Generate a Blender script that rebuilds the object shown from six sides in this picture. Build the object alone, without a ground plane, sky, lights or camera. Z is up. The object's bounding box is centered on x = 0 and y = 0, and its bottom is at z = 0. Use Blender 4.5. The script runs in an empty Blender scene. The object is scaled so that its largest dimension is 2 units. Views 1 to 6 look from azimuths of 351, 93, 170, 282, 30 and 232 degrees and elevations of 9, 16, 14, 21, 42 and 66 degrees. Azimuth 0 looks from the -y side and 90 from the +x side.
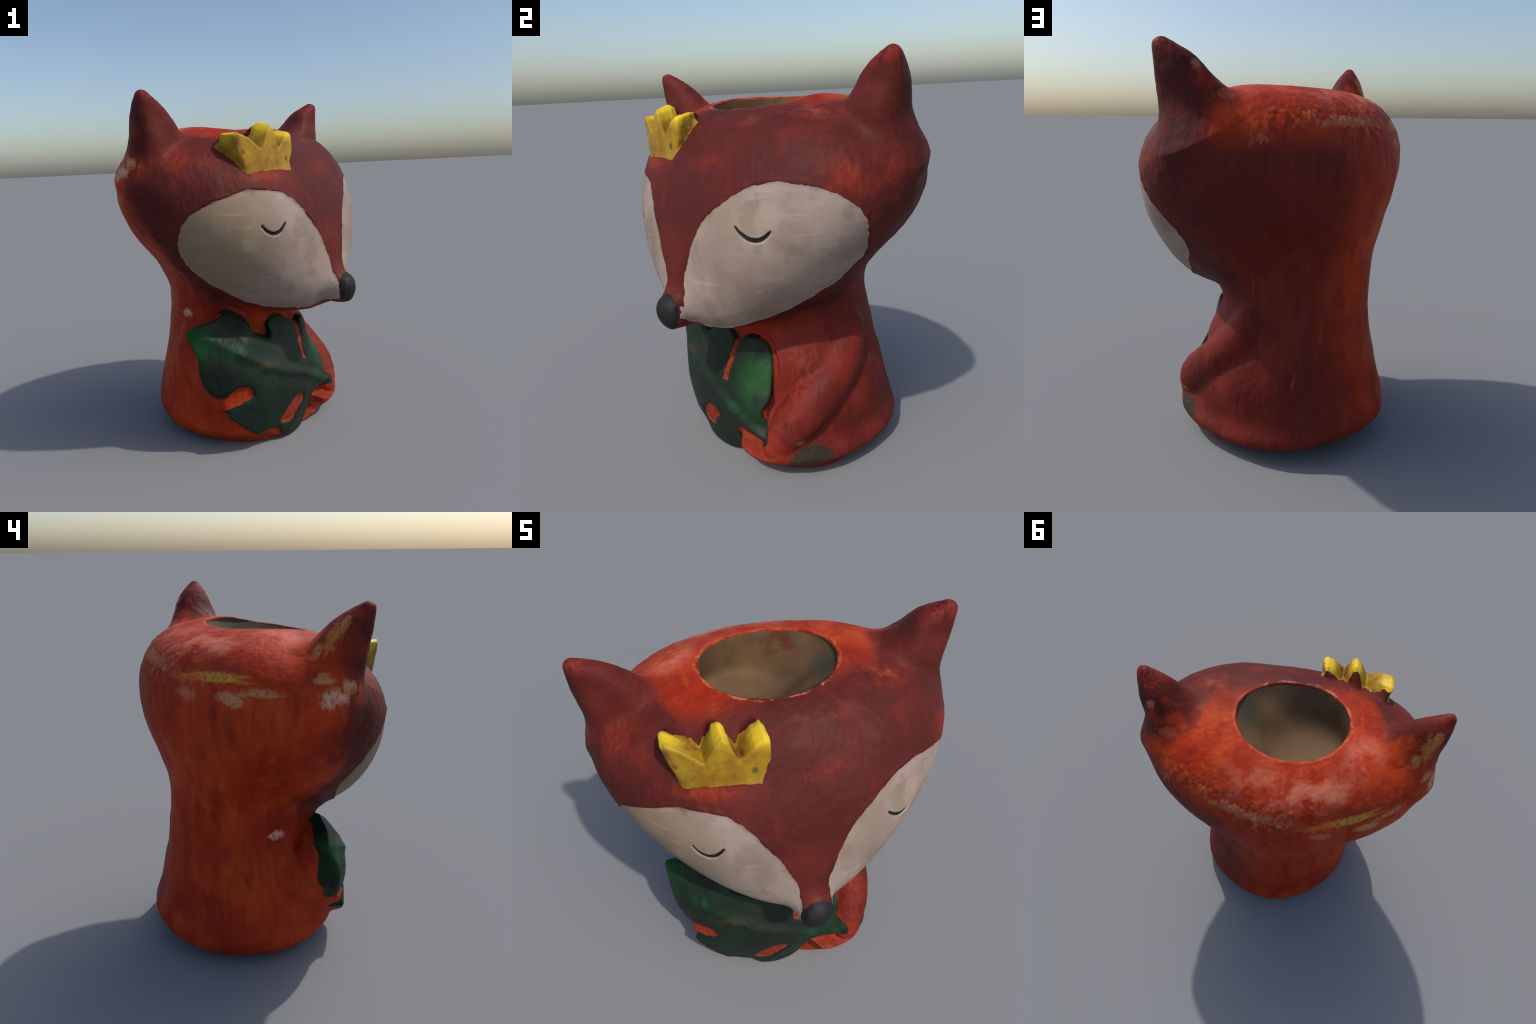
"""Painted clay fox planter: a sitting fox with closed eyes, a small crown on its
forehead and a big oak-like leaf hugged to its belly; the head is open on top.

The clay body is ONE closed surface described by an implicit field (lofted torso
and head, ears, muzzle, arms, leaf relief, crown, planting bowl).  The surface is
meshed, cut along the paint / anatomy borders and the pieces become the parts.
Local frame: the fox faces -y, its left side is +x, z is up; the Empty at the
base turns the whole fox 45 degrees."""
import math
import bpy
import numpy as np

# ----------------------------------------------------------------------------
# profiles
# ----------------------------------------------------------------------------
AROUND = np.arange(12) * 30.0          # degrees round the body, 0 = front, 90 = fox's left
HEAD_ELEV = np.array([-90, -65, -45, -25, -5, 15, 32, 48, 65, 90.0])
BODY_Z = np.array([0, .03, .08, .16, .28, .42, .56, .7, .85, 1.0, 1.2])
HEAD_C = np.array([0, 0.0, 1.38])      # centre of the head
BODY_Y = 0.09                          # axis of the torso
# head: distance from its centre to the skin, a row per direction, a column per elevation
HEAD_RADII = np.array([
    [0.596, 0.695, 0.803, 0.703, 0.592, 0.523, 0.500, 0.484, 0.449, 0.395],
    [0.596, 0.686, 0.755, 0.722, 0.656, 0.584, 0.540, 0.504, 0.454, 0.395],
    [0.596, 0.655, 0.680, 0.715, 0.748, 0.721, 0.645, 0.540, 0.467, 0.395],
    [0.596, 0.629, 0.650, 0.673, 0.786, 0.833, 0.697, 0.587, 0.489, 0.395],
    [0.596, 0.611, 0.621, 0.629, 0.714, 0.752, 0.694, 0.586, 0.499, 0.395],
    [0.596, 0.599, 0.604, 0.609, 0.630, 0.653, 0.628, 0.568, 0.492, 0.395],
    [0.596, 0.595, 0.598, 0.598, 0.617, 0.630, 0.610, 0.559, 0.489, 0.395],
    [0.596, 0.598, 0.606, 0.610, 0.624, 0.650, 0.633, 0.568, 0.488, 0.395],
    [0.596, 0.607, 0.619, 0.643, 0.716, 0.758, 0.688, 0.587, 0.489, 0.395],
    [0.596, 0.628, 0.637, 0.694, 0.797, 0.831, 0.684, 0.577, 0.477, 0.395],
    [0.596, 0.657, 0.694, 0.723, 0.739, 0.702, 0.616, 0.538, 0.465, 0.395],
    [0.596, 0.683, 0.755, 0.718, 0.646, 0.576, 0.530, 0.501, 0.454, 0.395],
])
# torso: radius of its cross-sections, a row per direction, a column per height
BODY_RADII = np.array([
    [0.424, 0.462, 0.478, 0.506, 0.498, 0.434, 0.388, 0.390, 0.429, 0.460, 0.478],
    [0.467, 0.492, 0.573, 0.605, 0.506, 0.442, 0.421, 0.373, 0.410, 0.454, 0.478],
    [0.516, 0.509, 0.586, 0.573, 0.528, 0.486, 0.472, 0.398, 0.410, 0.447, 0.476],
    [0.465, 0.501, 0.563, 0.548, 0.545, 0.522, 0.461, 0.424, 0.413, 0.441, 0.473],
    [0.398, 0.451, 0.553, 0.570, 0.540, 0.512, 0.469, 0.435, 0.413, 0.437, 0.469],
    [0.365, 0.414, 0.509, 0.559, 0.522, 0.493, 0.459, 0.441, 0.420, 0.431, 0.467],
    [0.352, 0.419, 0.505, 0.553, 0.513, 0.485, 0.457, 0.442, 0.443, 0.440, 0.470],
    [0.357, 0.435, 0.503, 0.520, 0.500, 0.468, 0.441, 0.424, 0.420, 0.447, 0.477],
    [0.379, 0.434, 0.490, 0.517, 0.498, 0.475, 0.432, 0.407, 0.396, 0.448, 0.480],
    [0.398, 0.447, 0.501, 0.514, 0.499, 0.487, 0.436, 0.404, 0.423, 0.453, 0.478],
    [0.429, 0.455, 0.512, 0.528, 0.509, 0.472, 0.424, 0.396, 0.457, 0.460, 0.477],
    [0.453, 0.463, 0.509, 0.523, 0.501, 0.449, 0.403, 0.392, 0.456, 0.463, 0.477],
])
EAR_LEFT = dict(base=(0.611, 0.011, 1.648), tip=(0.793, -0.059, 1.994), extents=np.array([ [0.223, 0.137, 0.099], [0.267, 0.135, 0.082], [0.134, 0.123, 0.066], [0.249, 0.168, 0.116] ]))
EAR_RIGHT = dict(base=(-0.643, 0.052, 1.584), tip=(-0.828, -0.042, 1.973), extents=np.array([ [0.220, 0.179, 0.113], [0.227, 0.125, 0.074], [0.128, 0.117, 0.069], [0.226, 0.128, 0.081] ]))
MUZZLE = ((-.01, -.27, 1.055), .245, (0, -.655, .895), .085)
ARM_LEFT = [((.375, .12, .67), .095), ((.42, -.01, .49), .112), ((.385, -.235, .31), .110), ((.325, -.35, .165), .076)]
ARM_RIGHT = [((-.345, .11, .67), .09), ((-.41, .07, .49), .118), ((-.42, -.13, .31), .105)]

CUFF_RIGHT = [((-.45, -.06, .62), .075), ((-.46, -.09, .44), .095)]    # clay that carries the leaf tip

# leaf: points of its face (angle round the belly, height, radius)
LEAF_FACE = np.array([
    (-78, .70, .634), (-60, .25, .635), (-62, .355, .605), (-57, .39, .62), (-51.6, .57, .605), (-46.4, .565, .58),
    (-43.5, .545, .575), (-44, .35, .595), (-26, .43, .542), (-30, .61, .468), (-6, .24, .52), (-27, .128, .525),
    (1.3, .592, .44), (1.0, .415, .507), (1.7, .433, .494), (29, .22, .545), (26, .588, .41), (33, .53, .44), (14, .60, .455), (18, .66, .43),
    (34, .43, .49), (31, .354, .53), (-62, .75, .515), (-70, .72, .595), (-50, .71, .505), (-50, .755, .45), (-48, .63, .58), (-42, .07, .545), (-12, .06, .485), (10, .06, .45)])
# leaf margin (angle, height), from the tip along the upper side to the stem and back
LEAF_EDGE = [
    (-78, .70), (-75.4, .73), (-70, .745), (-62, .77), (-57, .784), (-52, .765), (-46, .735), (-43, .69), (-40.7, .655), (-34, .625),
    (-30.5, .61), (-27.2, .62), (-26.3, .65), (-26.5, .70), (-16, .72), (-6, .69), (1, .65), (1, .60), (-.6, .54), (-1.6, .47),
    (-.6, .435), (3.8, .435), (3.6, .48), (5.8, .535), (7.8, .61), (11, .66), (18, .672), (26, .65), (31, .59), (32.7, .51),
    (32.4, .43), (32, .39), (29, .35), (28, .33), (28.8, .30), (31, .28), (32, .235), (31.5, .195), (27, .185), (21, .20),
    (12, .208), (8.5, .183), (9, .137), (8.8, .09), (6, .05), (1, .015), (-8, .005), (-20, .02), (-25, .045), (-27.5, .09),
    (-33, .112), (-37.7, .11), (-41.5, .094), (-45.5, .113), (-52, .172), (-56.4, .22), (-58, .243), (-57, .26), (-54, .282), (-50.6, .304),
    (-45.5, .325), (-44.3, .353), (-45, .382), (-47.6, .402), (-51.6, .406), (-55.5, .393), (-59.6, .369), (-63.5, .366), (-66, .384), (-68, .424),
    (-69.7, .497), (-72.1, .582), (-75, .64)]
LEAF_SLOT = [(-11.2, .263), (-7, .258), (-4.6, .233), (-5, .204), (-9.8, .167), (-14.6, .11), (-22, .10), (-26.6, .122), (-26, .16), (-20.3, .22), (-15.2, .256)]
# clay bulging out below the leaf
MOUND = [(-70, .50), (-67, .37), (-59, .235), (-46, .10), (-28, .02), (-10, -.02), (6, .0), (11, .10), (12, .18), (30, .22), (30, .40), (31, .56), (20, .63), (0, .64), (-25, .63), (-42, .56), (-55, .52)]
LEAF_RIB = [(-76, .71), (-69.7, .686), (-62.5, .655), (-55, .606), (-47.6, .566), (-36.5, .494), (-22.7, .433), (-4.4, .369), (9.3, .306), (20.4, .245), (31, .215)]
# crown outline (x, z) seen from the front
CROWN = [(-.485, 1.555), (-.52, 1.64), (-.552, 1.745), (-.53, 1.76), (-.47, 1.735), (-.395, 1.676), (-.355, 1.755), (-.322, 1.792), (-.296, 1.772),
         (-.262, 1.674), (-.20, 1.735), (-.16, 1.76), (-.135, 1.745), (-.138, 1.65), (-.185, 1.565), (-.30, 1.572), (-.40, 1.566)]
# white cheeks in degrees round / above the head centre (fox's left; the right is its mirror, a bit lower)
CHEEK_L = [(6.5, -29), (7.5, -24), (9.5, -18), (13, -11), (17, -5), (24, 1), (32, 6), (38, 9), (46, 10.3), (54, 9.5), (61, 7.5), (68, 4.5),
           (73, 0), (76.5, -5), (79.5, -11), (81, -18), (79.5, -27), (73, -34), (62, -41), (49, -46.5), (32, -49), (16, -48), (7.5, -43), (6.5, -37)]
CHEEK_R = [(-5.5, -29), (-8, -24), (-12, -16), (-17, -9), (-24, -1), (-30, 4), (-36, 7), (-48, 8), (-55, 6.8), (-63, 3.8), (-70, .5),
           (-75, -4), (-79, -10), (-81, -18), (-80.5, -26), (-77, -33), (-70, -39), (-61, -45), (-49, -49), (-32, -50), (-14, -48.5), (-7, -44), (-5.5, -37)]
EYE_R = ((-.494, -.487, 1.289), (-.424, -.513, 1.247), (-.365, -.539, 1.296))
EYE_L = ((.356, -.551, 1.318), (.430, -.517, 1.268), (.497, -.486, 1.304))


# ----------------------------------------------------------------------------
# small numeric helpers
# ----------------------------------------------------------------------------
def spline_matrix(knots, xs, period=None):
    """Rows hold the cubic-spline weights of the knot values at xs."""
    knots = np.asarray(knots, float)
    n = len(knots)
    if period:
        M = spline_matrix(np.concatenate([knots + period * m for m in (-1, 0, 1)]), xs)
        return M[:, :n] + M[:, n:2 * n] + M[:, 2 * n:]
    h = np.diff(knots)
    A, B = np.eye(n), np.zeros((n, n))
    for i in range(1, n - 1):
        A[i, i - 1], A[i, i], A[i, i + 1] = h[i - 1] / 6, (h[i - 1] + h[i]) / 3, h[i] / 6
        B[i, i - 1], B[i, i], B[i, i + 1] = 1 / h[i - 1], -1 / h[i - 1] - 1 / h[i], 1 / h[i]
    C = np.linalg.solve(A, B)
    xs = np.clip(xs, knots[0], knots[-1])
    j = np.clip(np.searchsorted(knots, xs) - 1, 0, n - 2)
    hh = h[j]
    a = (knots[j + 1] - xs) / hh
    b = 1 - a
    W = np.zeros((len(xs), n))
    r = np.arange(len(xs))
    W[r, j] += a
    W[r, j + 1] += b
    return W + ((a ** 3 - a) * hh ** 2 / 6)[:, None] * C[j] + ((b ** 3 - b) * hh ** 2 / 6)[:, None] * C[j + 1]


def grid_lookup(T, u, v, wrap=False):
    n, m = T.shape
    if wrap:
        x = (u % 1.0) * n
        i = np.floor(x).astype(np.int32)
        fx = x - i
        i, i2 = i % n, (i + 1) % n
    else:
        x = np.clip(u, 0, 1) * (n - 1)
        i = np.minimum(x.astype(np.int32), n - 2)
        fx, i2 = x - i, i + 1
    y = np.clip(v, 0, 1) * (m - 1)
    j = np.minimum(y.astype(np.int32), m - 2)
    fy = y - j
    return (T[i, j] * (1 - fx) + T[i2, j] * fx) * (1 - fy) + (T[i, j + 1] * (1 - fx) + T[i2, j + 1] * fx) * fy


def smin(a, b, k):
    h = np.maximum(k - np.abs(a - b), 0) / k
    return np.minimum(a, b) - h * h * h * k / 6


def smax(a, b, k):
    return -smin(-a, -b, k)


def smooth(x, a, b):
    t = np.clip((x - a) / (b - a), 0, 1)
    return t * t * (3 - 2 * t)


_rng = np.random.default_rng(7)
_LAT = _rng.random((64, 64, 64)).astype(np.float32) * 2 - 1


def noise(p, scale):
    """Smooth value noise in -1..1; scale may differ per axis."""
    q = np.asarray(p) * np.asarray(scale, float) + 100.0
    i = np.floor(q).astype(np.int64)
    f = q - i
    f = f * f * (3 - 2 * f)
    o = 0
    for dx in (0, 1):
        for dy in (0, 1):
            for dz in (0, 1):
                w = np.where(dx, f[:, 0], 1 - f[:, 0]) * np.where(dy, f[:, 1], 1 - f[:, 1]) * np.where(dz, f[:, 2], 1 - f[:, 2])
                o = o + w * _LAT[(i[:, 0] + dx) & 63, (i[:, 1] + dy) & 63, (i[:, 2] + dz) & 63]
    return o


def closed_curve(points, n=10):
    P = np.asarray(points, float)
    m = len(P)
    S = spline_matrix(np.arange(m), np.arange(m * n) / n, m)
    return S @ P


def poly_sd(px, py, poly):
    """Signed distance to a closed polygon, negative inside."""
    px, py = np.asarray(px, float), np.asarray(py, float)
    d = np.full(px.shape, 1e9)
    inside = np.zeros(px.shape, bool)
    for (ax, ay), (bx, by) in zip(poly, np.roll(poly, -1, 0)):
        ex, ey = bx - ax, by - ay
        wx, wy = px - ax, py - ay
        t = np.clip((wx * ex + wy * ey) / (ex * ex + ey * ey + 1e-15), 0, 1)
        d = np.minimum(d, (wx - t * ex) ** 2 + (wy - t * ey) ** 2)
        if abs(by - ay) > 1e-12:
            inside ^= ((ay > py) != (by > py)) & (px < ex * (py - ay) / (by - ay) + ax)
    d = np.sqrt(d)
    return np.where(inside, -d, d)


def line_dist(px, py, pts):
    d, at = np.full(px.shape, 1e9), np.zeros(px.shape)
    for k in range(len(pts) - 1):
        (ax, ay), (bx, by) = pts[k], pts[k + 1]
        ex, ey = bx - ax, by - ay
        t = np.clip(((px - ax) * ex + (py - ay) * ey) / (ex * ex + ey * ey), 0, 1)
        q = np.hypot(px - ax - t * ex, py - ay - t * ey)
        at = np.where(q < d, (k + t) / (len(pts) - 1), at)
        d = np.minimum(d, q)
    return d, at


# ----------------------------------------------------------------------------
# the field (negative inside the clay)
# ----------------------------------------------------------------------------
_round = spline_matrix(AROUND, np.arange(128) * 360 / 128, 360.0)
HEAD_T = (_round @ HEAD_RADII @ spline_matrix(HEAD_ELEV, np.linspace(-90, 90, 181)).T)
BODY_T = (_round @ BODY_RADII @ spline_matrix(BODY_Z, np.linspace(0, 1.2, 241)).T)


def head_angles(p):
    x, y, z = p[:, 0] - HEAD_C[0], p[:, 1] - HEAD_C[1], p[:, 2] - HEAD_C[2]
    r = np.hypot(x, y)
    return np.degrees(np.arctan2(x, -y)), np.degrees(np.arctan2(z, r)), np.sqrt(r * r + z * z)


def f_head(p):
    th, ph, d = head_angles(p)
    return (d - grid_lookup(HEAD_T, th / 360, (ph + 90) / 180, True)) * .9


def f_cone(p, a, ra, b, rb):
    a, b = np.asarray(a), np.asarray(b)
    d = b - a
    t = np.clip(((p - a) @ d) / (d @ d), 0, 1)
    q = p - a - t[:, None] * d
    return np.sqrt((q * q).sum(1)) - (ra + (rb - ra) * t)


def limb(points, n=12):
    P = np.array([list(a) + [r] for a, r in points])
    return [(tuple(q[:3]), q[3]) for q in spline_matrix(np.arange(len(P)), np.linspace(0, len(P) - 1, n)) @ P]


def f_chain(p, chain):
    f = None
    for (a, ra), (b, rb) in zip(chain[:-1], chain[1:]):
        g = f_cone(p, a, ra, b, rb)
        f = g if f is None else np.minimum(f, g)
    return f


ARM_L, ARM_R = limb(ARM_LEFT), limb(ARM_RIGHT)
EAR_T = spline_matrix([0, .35, .7, 1.0], np.linspace(0, 1, 65))


def f_ear(p, ear, side):
    base, tip = np.asarray(ear["base"]), np.asarray(ear["tip"])
    ax = tip - base
    L = np.linalg.norm(ax)
    ax = ax / L
    o = np.array([side, 0, 0.0])
    o = o - ax * (o @ ax)
    o /= np.linalg.norm(o)
    n = np.cross(ax, o)
    if n[1] > 0:
        n = -n
    q = p - base
    t, a, b = (q @ ax) / L, q @ o, q @ n
    D = np.concatenate([ear["extents"], np.full((4, 1), .022)], 1) @ EAR_T.T
    ti = np.clip(t, 0, 1) * 64
    j = np.minimum(ti.astype(int), 63)
    fr = ti - j
    t01 = np.clip(t, 0, 1)
    grow = (-.010, .012, .012, .004) if side > 0 else (.0, .008, .012, .004)
    inner, outer, front, back = (np.maximum(D[k][j] * (1 - fr) + D[k][j + 1] * fr + grow[k] * (1 - t01) * (t01 + .5), .018) for k in range(4))
    ra, rb = np.where(a < 0, inner, outer), np.where(b > 0, front, back)
    k = np.sqrt((a / ra) ** 2 + (b / rb) ** 2)
    f = (k - 1) * np.minimum(ra, rb) * .9
    f = np.where(k > 1, np.maximum(f, (k - 1) * np.sqrt(a * a + b * b) / np.maximum(k, 1e-6) * .6), f)
    # shallow hollow down the front of the ear, nearer its inner edge
    hollow = .022 * np.exp(-((a + .15 * inner) / (.36 * inner + .015)) ** 2) * smooth(t, .0, .3) * (1 - smooth(t, .6, .95)) * smooth(b, -.01, .05)
    f = f + hollow
    return smax(smax(f, (t - 1) * L, .03), -t * L - .05, .03)


# leaf chart ---------------------------------------------------------------
U = .55 / 57.2958                      # chart metres per degree


def _thin_plate(P):
    u, z = P[:, 0] * U, P[:, 1]
    D = np.hypot(u[:, None] - u, z[:, None] - z)
    K = np.where(D > 0, D * D * np.log(D + 1e-9), 0) + np.eye(len(P)) * .004
    A = np.stack([np.ones_like(u), u, z], 1)
    w = np.linalg.solve(np.block([[K, A], [A.T, np.zeros((3, 3))]]), np.concatenate([P[:, 2], np.zeros(3)]))
    gu, gz = np.meshgrid(np.linspace(-100, 60, 81) * U, np.linspace(0, .9, 46), indexing="ij")
    o = w[-3] + w[-2] * gu + w[-1] * gz
    for i in range(len(u)):
        d2 = (gu - u[i]) ** 2 + (gz - z[i]) ** 2 + 1e-12
        o = o + w[i] * .5 * d2 * np.log(d2)
    return o


LEAF_R = _thin_plate(LEAF_FACE)
_scale = np.array([U, 1.0])
_edge = closed_curve(np.array(LEAF_EDGE) * _scale, 3)
_slot = closed_curve(np.array(LEAF_SLOT) * _scale, 3)
_rib = np.array(LEAF_RIB) * _scale
_mound = closed_curve(np.array(MOUND) * _scale, 3)
_gu, _gz = np.meshgrid(np.linspace(-100, 60, 321) * U, np.linspace(-.02, .9, 185), indexing="ij")
LEAF_SD = np.maximum(poly_sd(_gu, _gz, _edge), -poly_sd(_gu, _gz, _slot))
MOUND_SD = poly_sd(_gu, _gz, _mound)
_rd, _ra = line_dist(_gu, _gz, _rib)
LEAF_UP = .016 * np.exp(-(_rd / (.018 + .012 * _ra)) ** 2) * (.35 + .65 * _ra)     # raised midrib, thicker at the stem
LEAF_UP += .005 - .004 * np.exp(-((_rd - .05) / .03) ** 2)
LEAF_UP += .022 * np.exp(-(_rd / .028) ** 2) * smooth(_ra, .86, 1.0)


def leaf_chart(p):
    x, y, z = p[:, 0], p[:, 1] - BODY_Y, p[:, 2]
    return np.degrees(np.arctan2(x, -y)), np.hypot(x, y), z


def leaf_values(p):
    th, r, z = leaf_chart(p)
    v = (th + 100) / 160
    R = grid_lookup(LEAF_R, v, z / .9)
    sd = grid_lookup(LEAF_SD, v, (z + .02) / .92)
    up = grid_lookup(LEAF_UP, v, (z + .02) / .92)
    near = (np.abs(th + 22) < 77)
    # towards the tip the side of the leaf is a sloping wall, wider at its root
    sd = sd - .38 * np.clip(R - r, 0, .14) * smooth(th, -58, -68) * (1 - smooth(z, .55, .66))
    return np.where(near, sd, .3), r, R, up, np.where(near, grid_lookup(MOUND_SD, v, (z + .02) / .92), .3)


def f_torso(p, leaf=None):
    x, y, z = p[:, 0], p[:, 1] - BODY_Y, p[:, 2]
    r = np.hypot(x, y)
    f = (r - grid_lookup(BODY_T, np.arctan2(x, -y) / (2 * np.pi), z / 1.2, True)) * .95
    f = smax(f, z - 1.15, .1)
    f = smin(f, f_chain(p, ARM_R), .04)
    f = smin(f, f_cone(p, *CUFF_RIGHT[0], *CUFF_RIGHT[1]), .05)
    sd, rr, R, up, mound = leaf_values(p) if leaf is None else leaf
    # in the notches of the leaf the clay lies a little lower, below it it swells
    f = smax(f, (rr - (R - .016)) - 2.5 * np.maximum(sd - .035, 0), .02)
    return smin(f, smax(smax(rr - (R - .014), mound, .06), R - .2 - rr, .03) * .85, .03)


def f_leaf(p, leaf=None):
    sd, r, R, up, mound = leaf_values(p) if leaf is None else leaf
    face = r - (R + up)
    taper = .12 * np.maximum(R - r, 0)          # the sheet narrows inwards
    return smax(smax(face, sd + taper - .006, .03), R - .24 - r, .03) * .85


def f_crown_parts(p):
    x, y, z = p[:, 0], p[:, 1], p[:, 2]
    front = -.457 + .9 * np.maximum(0, -.25 - x) ** 2
    # the points lean up towards the back, the notches between them run level into the head
    valley = np.clip(np.exp(-((x + .395) / .034) ** 2) + np.exp(-((x + .262) / .03) ** 2), 0, 1)
    lean = (.08 + .22 * smooth(x, -.52, -.34) + .14 * np.exp(-((x + .335) / .03) ** 2)) * (1 - valley)
    depth = np.clip(y - front, 0, .3)
    zz = z - lean * np.minimum(depth, .12) * smooth(z, 1.6, 1.7)
    # behind the crest each point narrows to a ridge
    sd = poly_sd(x, zz, _crown) + (.07 * depth + .30 * np.clip(depth - .085, 0, .2)) * smooth(zz, 1.67, 1.72)
    return sd, front


_crown = np.array(CROWN)


def f_crown(p):
    o = np.full(len(p), .3)
    m = (np.abs(p[:, 0] + .35) < .32) & (np.abs(p[:, 1] + .33) < .3) & (np.abs(p[:, 2] - 1.67) < .25)
    if m.any():
        q = p[m]
        sd, front = f_crown_parts(q)
        back = front + .105 + 1.6 * (1.80 - .045 * smooth(q[:, 0], -.45, -.52) - q[:, 2])       # back of the points slopes down to the head
        o[m] = smax(smax(sd, front - q[:, 1], .022), (q[:, 1] - back) * .5, .02) * .9
    return o


def eye_dist(p, eye):
    """Distance from the closed lid, measured over the skin (in direction space), and the place along it."""
    a, c, b = (np.asarray(v) - HEAD_C for v in eye)
    L = [np.linalg.norm(v) for v in (a, c, b)]
    a, c, b = a / L[0], c / L[1], b / L[2]
    c = 2 * c - .5 * (a + b)                              # quadratic through the middle
    q = p - HEAD_C
    u = q / np.linalg.norm(q, axis=1)[:, None]
    best, at = np.full(len(p), 9.0), np.zeros(len(p))
    for t in np.linspace(0, 1, 31):
        d = np.sqrt(((u - (1 - t) ** 2 * a - 2 * t * (1 - t) * c - t * t * b) ** 2).sum(1))
        at = np.where(d < best, t, at)
        best = np.minimum(best, d)
    return best * sum(L) / 3, at


def eye_width(at):
    return .6 + .55 * np.sin(np.pi * np.clip(at * .9 + .05, 0, 1))


def f_nose(p):
    # blunt button with a pointed lower lip
    f = f_cone(p, (.008, -.64, .90), .075, (.010, -.655, .905), .076)
    tip = f_cone(p, (.010, -.66, .87), .05, (.018, -.692, .838), .018)
    return smax(smin(f, tip, .05), -.736 - p[:, 1], .03)


def f_outer(p):
    o = np.full(len(p), 9.0)
    low, high = p[:, 2] < 1.3, p[:, 2] > .62
    q = p[low]
    leaf = leaf_values(q)
    f = smin(smin(f_torso(q, leaf), f_chain(q, ARM_L), .04), f_leaf(q, leaf), .02)
    o[low] = f
    q = p[high]
    o[high] = smin(o[high], f_head(q), .07)
    o[high] = smin(o[high], f_cone(q, *MUZZLE), .07)
    m = high & (p[:, 1] < -.4) & (p[:, 2] < 1.15)
    o[m] = smin(o[m], f_nose(p[m]), .03)
    m = (p[:, 2] > 1.35) & (np.abs(p[:, 0]) > .2)
    for ear, side in ((EAR_LEFT, 1), (EAR_RIGHT, -1)):
        k = m & (p[:, 0] * side > 0)
        o[k] = smin(o[k], f_ear(p[k], ear, side), .07)
    return smin(o, f_crown(p), .025)


def f_bowl(p):
    """Planting bowl under the opening: its walls lean in, deepest at the back."""
    x, y, z = p[:, 0], p[:, 1], p[:, 2]
    d = np.clip(1.80 + .07 * y - z, 0, .3)
    west, east = -.323 + .0 * d, .283 - 1.0 * d
    front, back = -.232 + .78 * d, .262 + .02 * d
    k = np.sqrt(((2 * x - west - east) / (east - west)) ** 2 + ((2 * y - front - back) / (back - front)) ** 2)
    wall = (k - 1) * .2
    floor = 1.575 + .75 * ((x + .07) ** 2 + (y - .07) ** 2) + .010 * np.cos(11 * x + 1) + .008 * np.sin(15 * y + 7 * x) + .09 * np.exp(-((x - .14) ** 2 + (y + .09) ** 2) / .016) - z
    return smax(wall, floor, .08)


def field(p):
    f = f_outer(p)
    m = (p[:, 2] > 1.35) & (np.hypot(p[:, 0], p[:, 1]) < .5)
    f[m] = smax(f[m], -f_bowl(p[m]), .016)
    # the foot is hollowed up a little towards the back
    m = p[:, 2] < .2
    q = p[m]
    f[m] = smax(f[m], .05 * smooth(.375 * q[:, 0] + .927 * (q[:, 1] - BODY_Y), 0, .4) - q[:, 2], .02)
    for eye in (EYE_L, EYE_R):
        m = (np.abs(p[:, 0] - eye[1][0]) < .13) & (np.abs(p[:, 1] - eye[1][1]) < .12) & (np.abs(p[:, 2] - 1.26) < .12)
        if m.any():
            d, at = eye_dist(p[m], eye)
            f[m] = f[m] + .008 * (1 - smooth(d / eye_width(at), .003, .012))
    return f


# ----------------------------------------------------------------------------
# surface nets
# ----------------------------------------------------------------------------
def in_chunks(fn, p, n=400000):
    return np.concatenate([fn(p[i:i + n]) for i in range(0, len(p), n)]) if len(p) else np.zeros(0)


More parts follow.
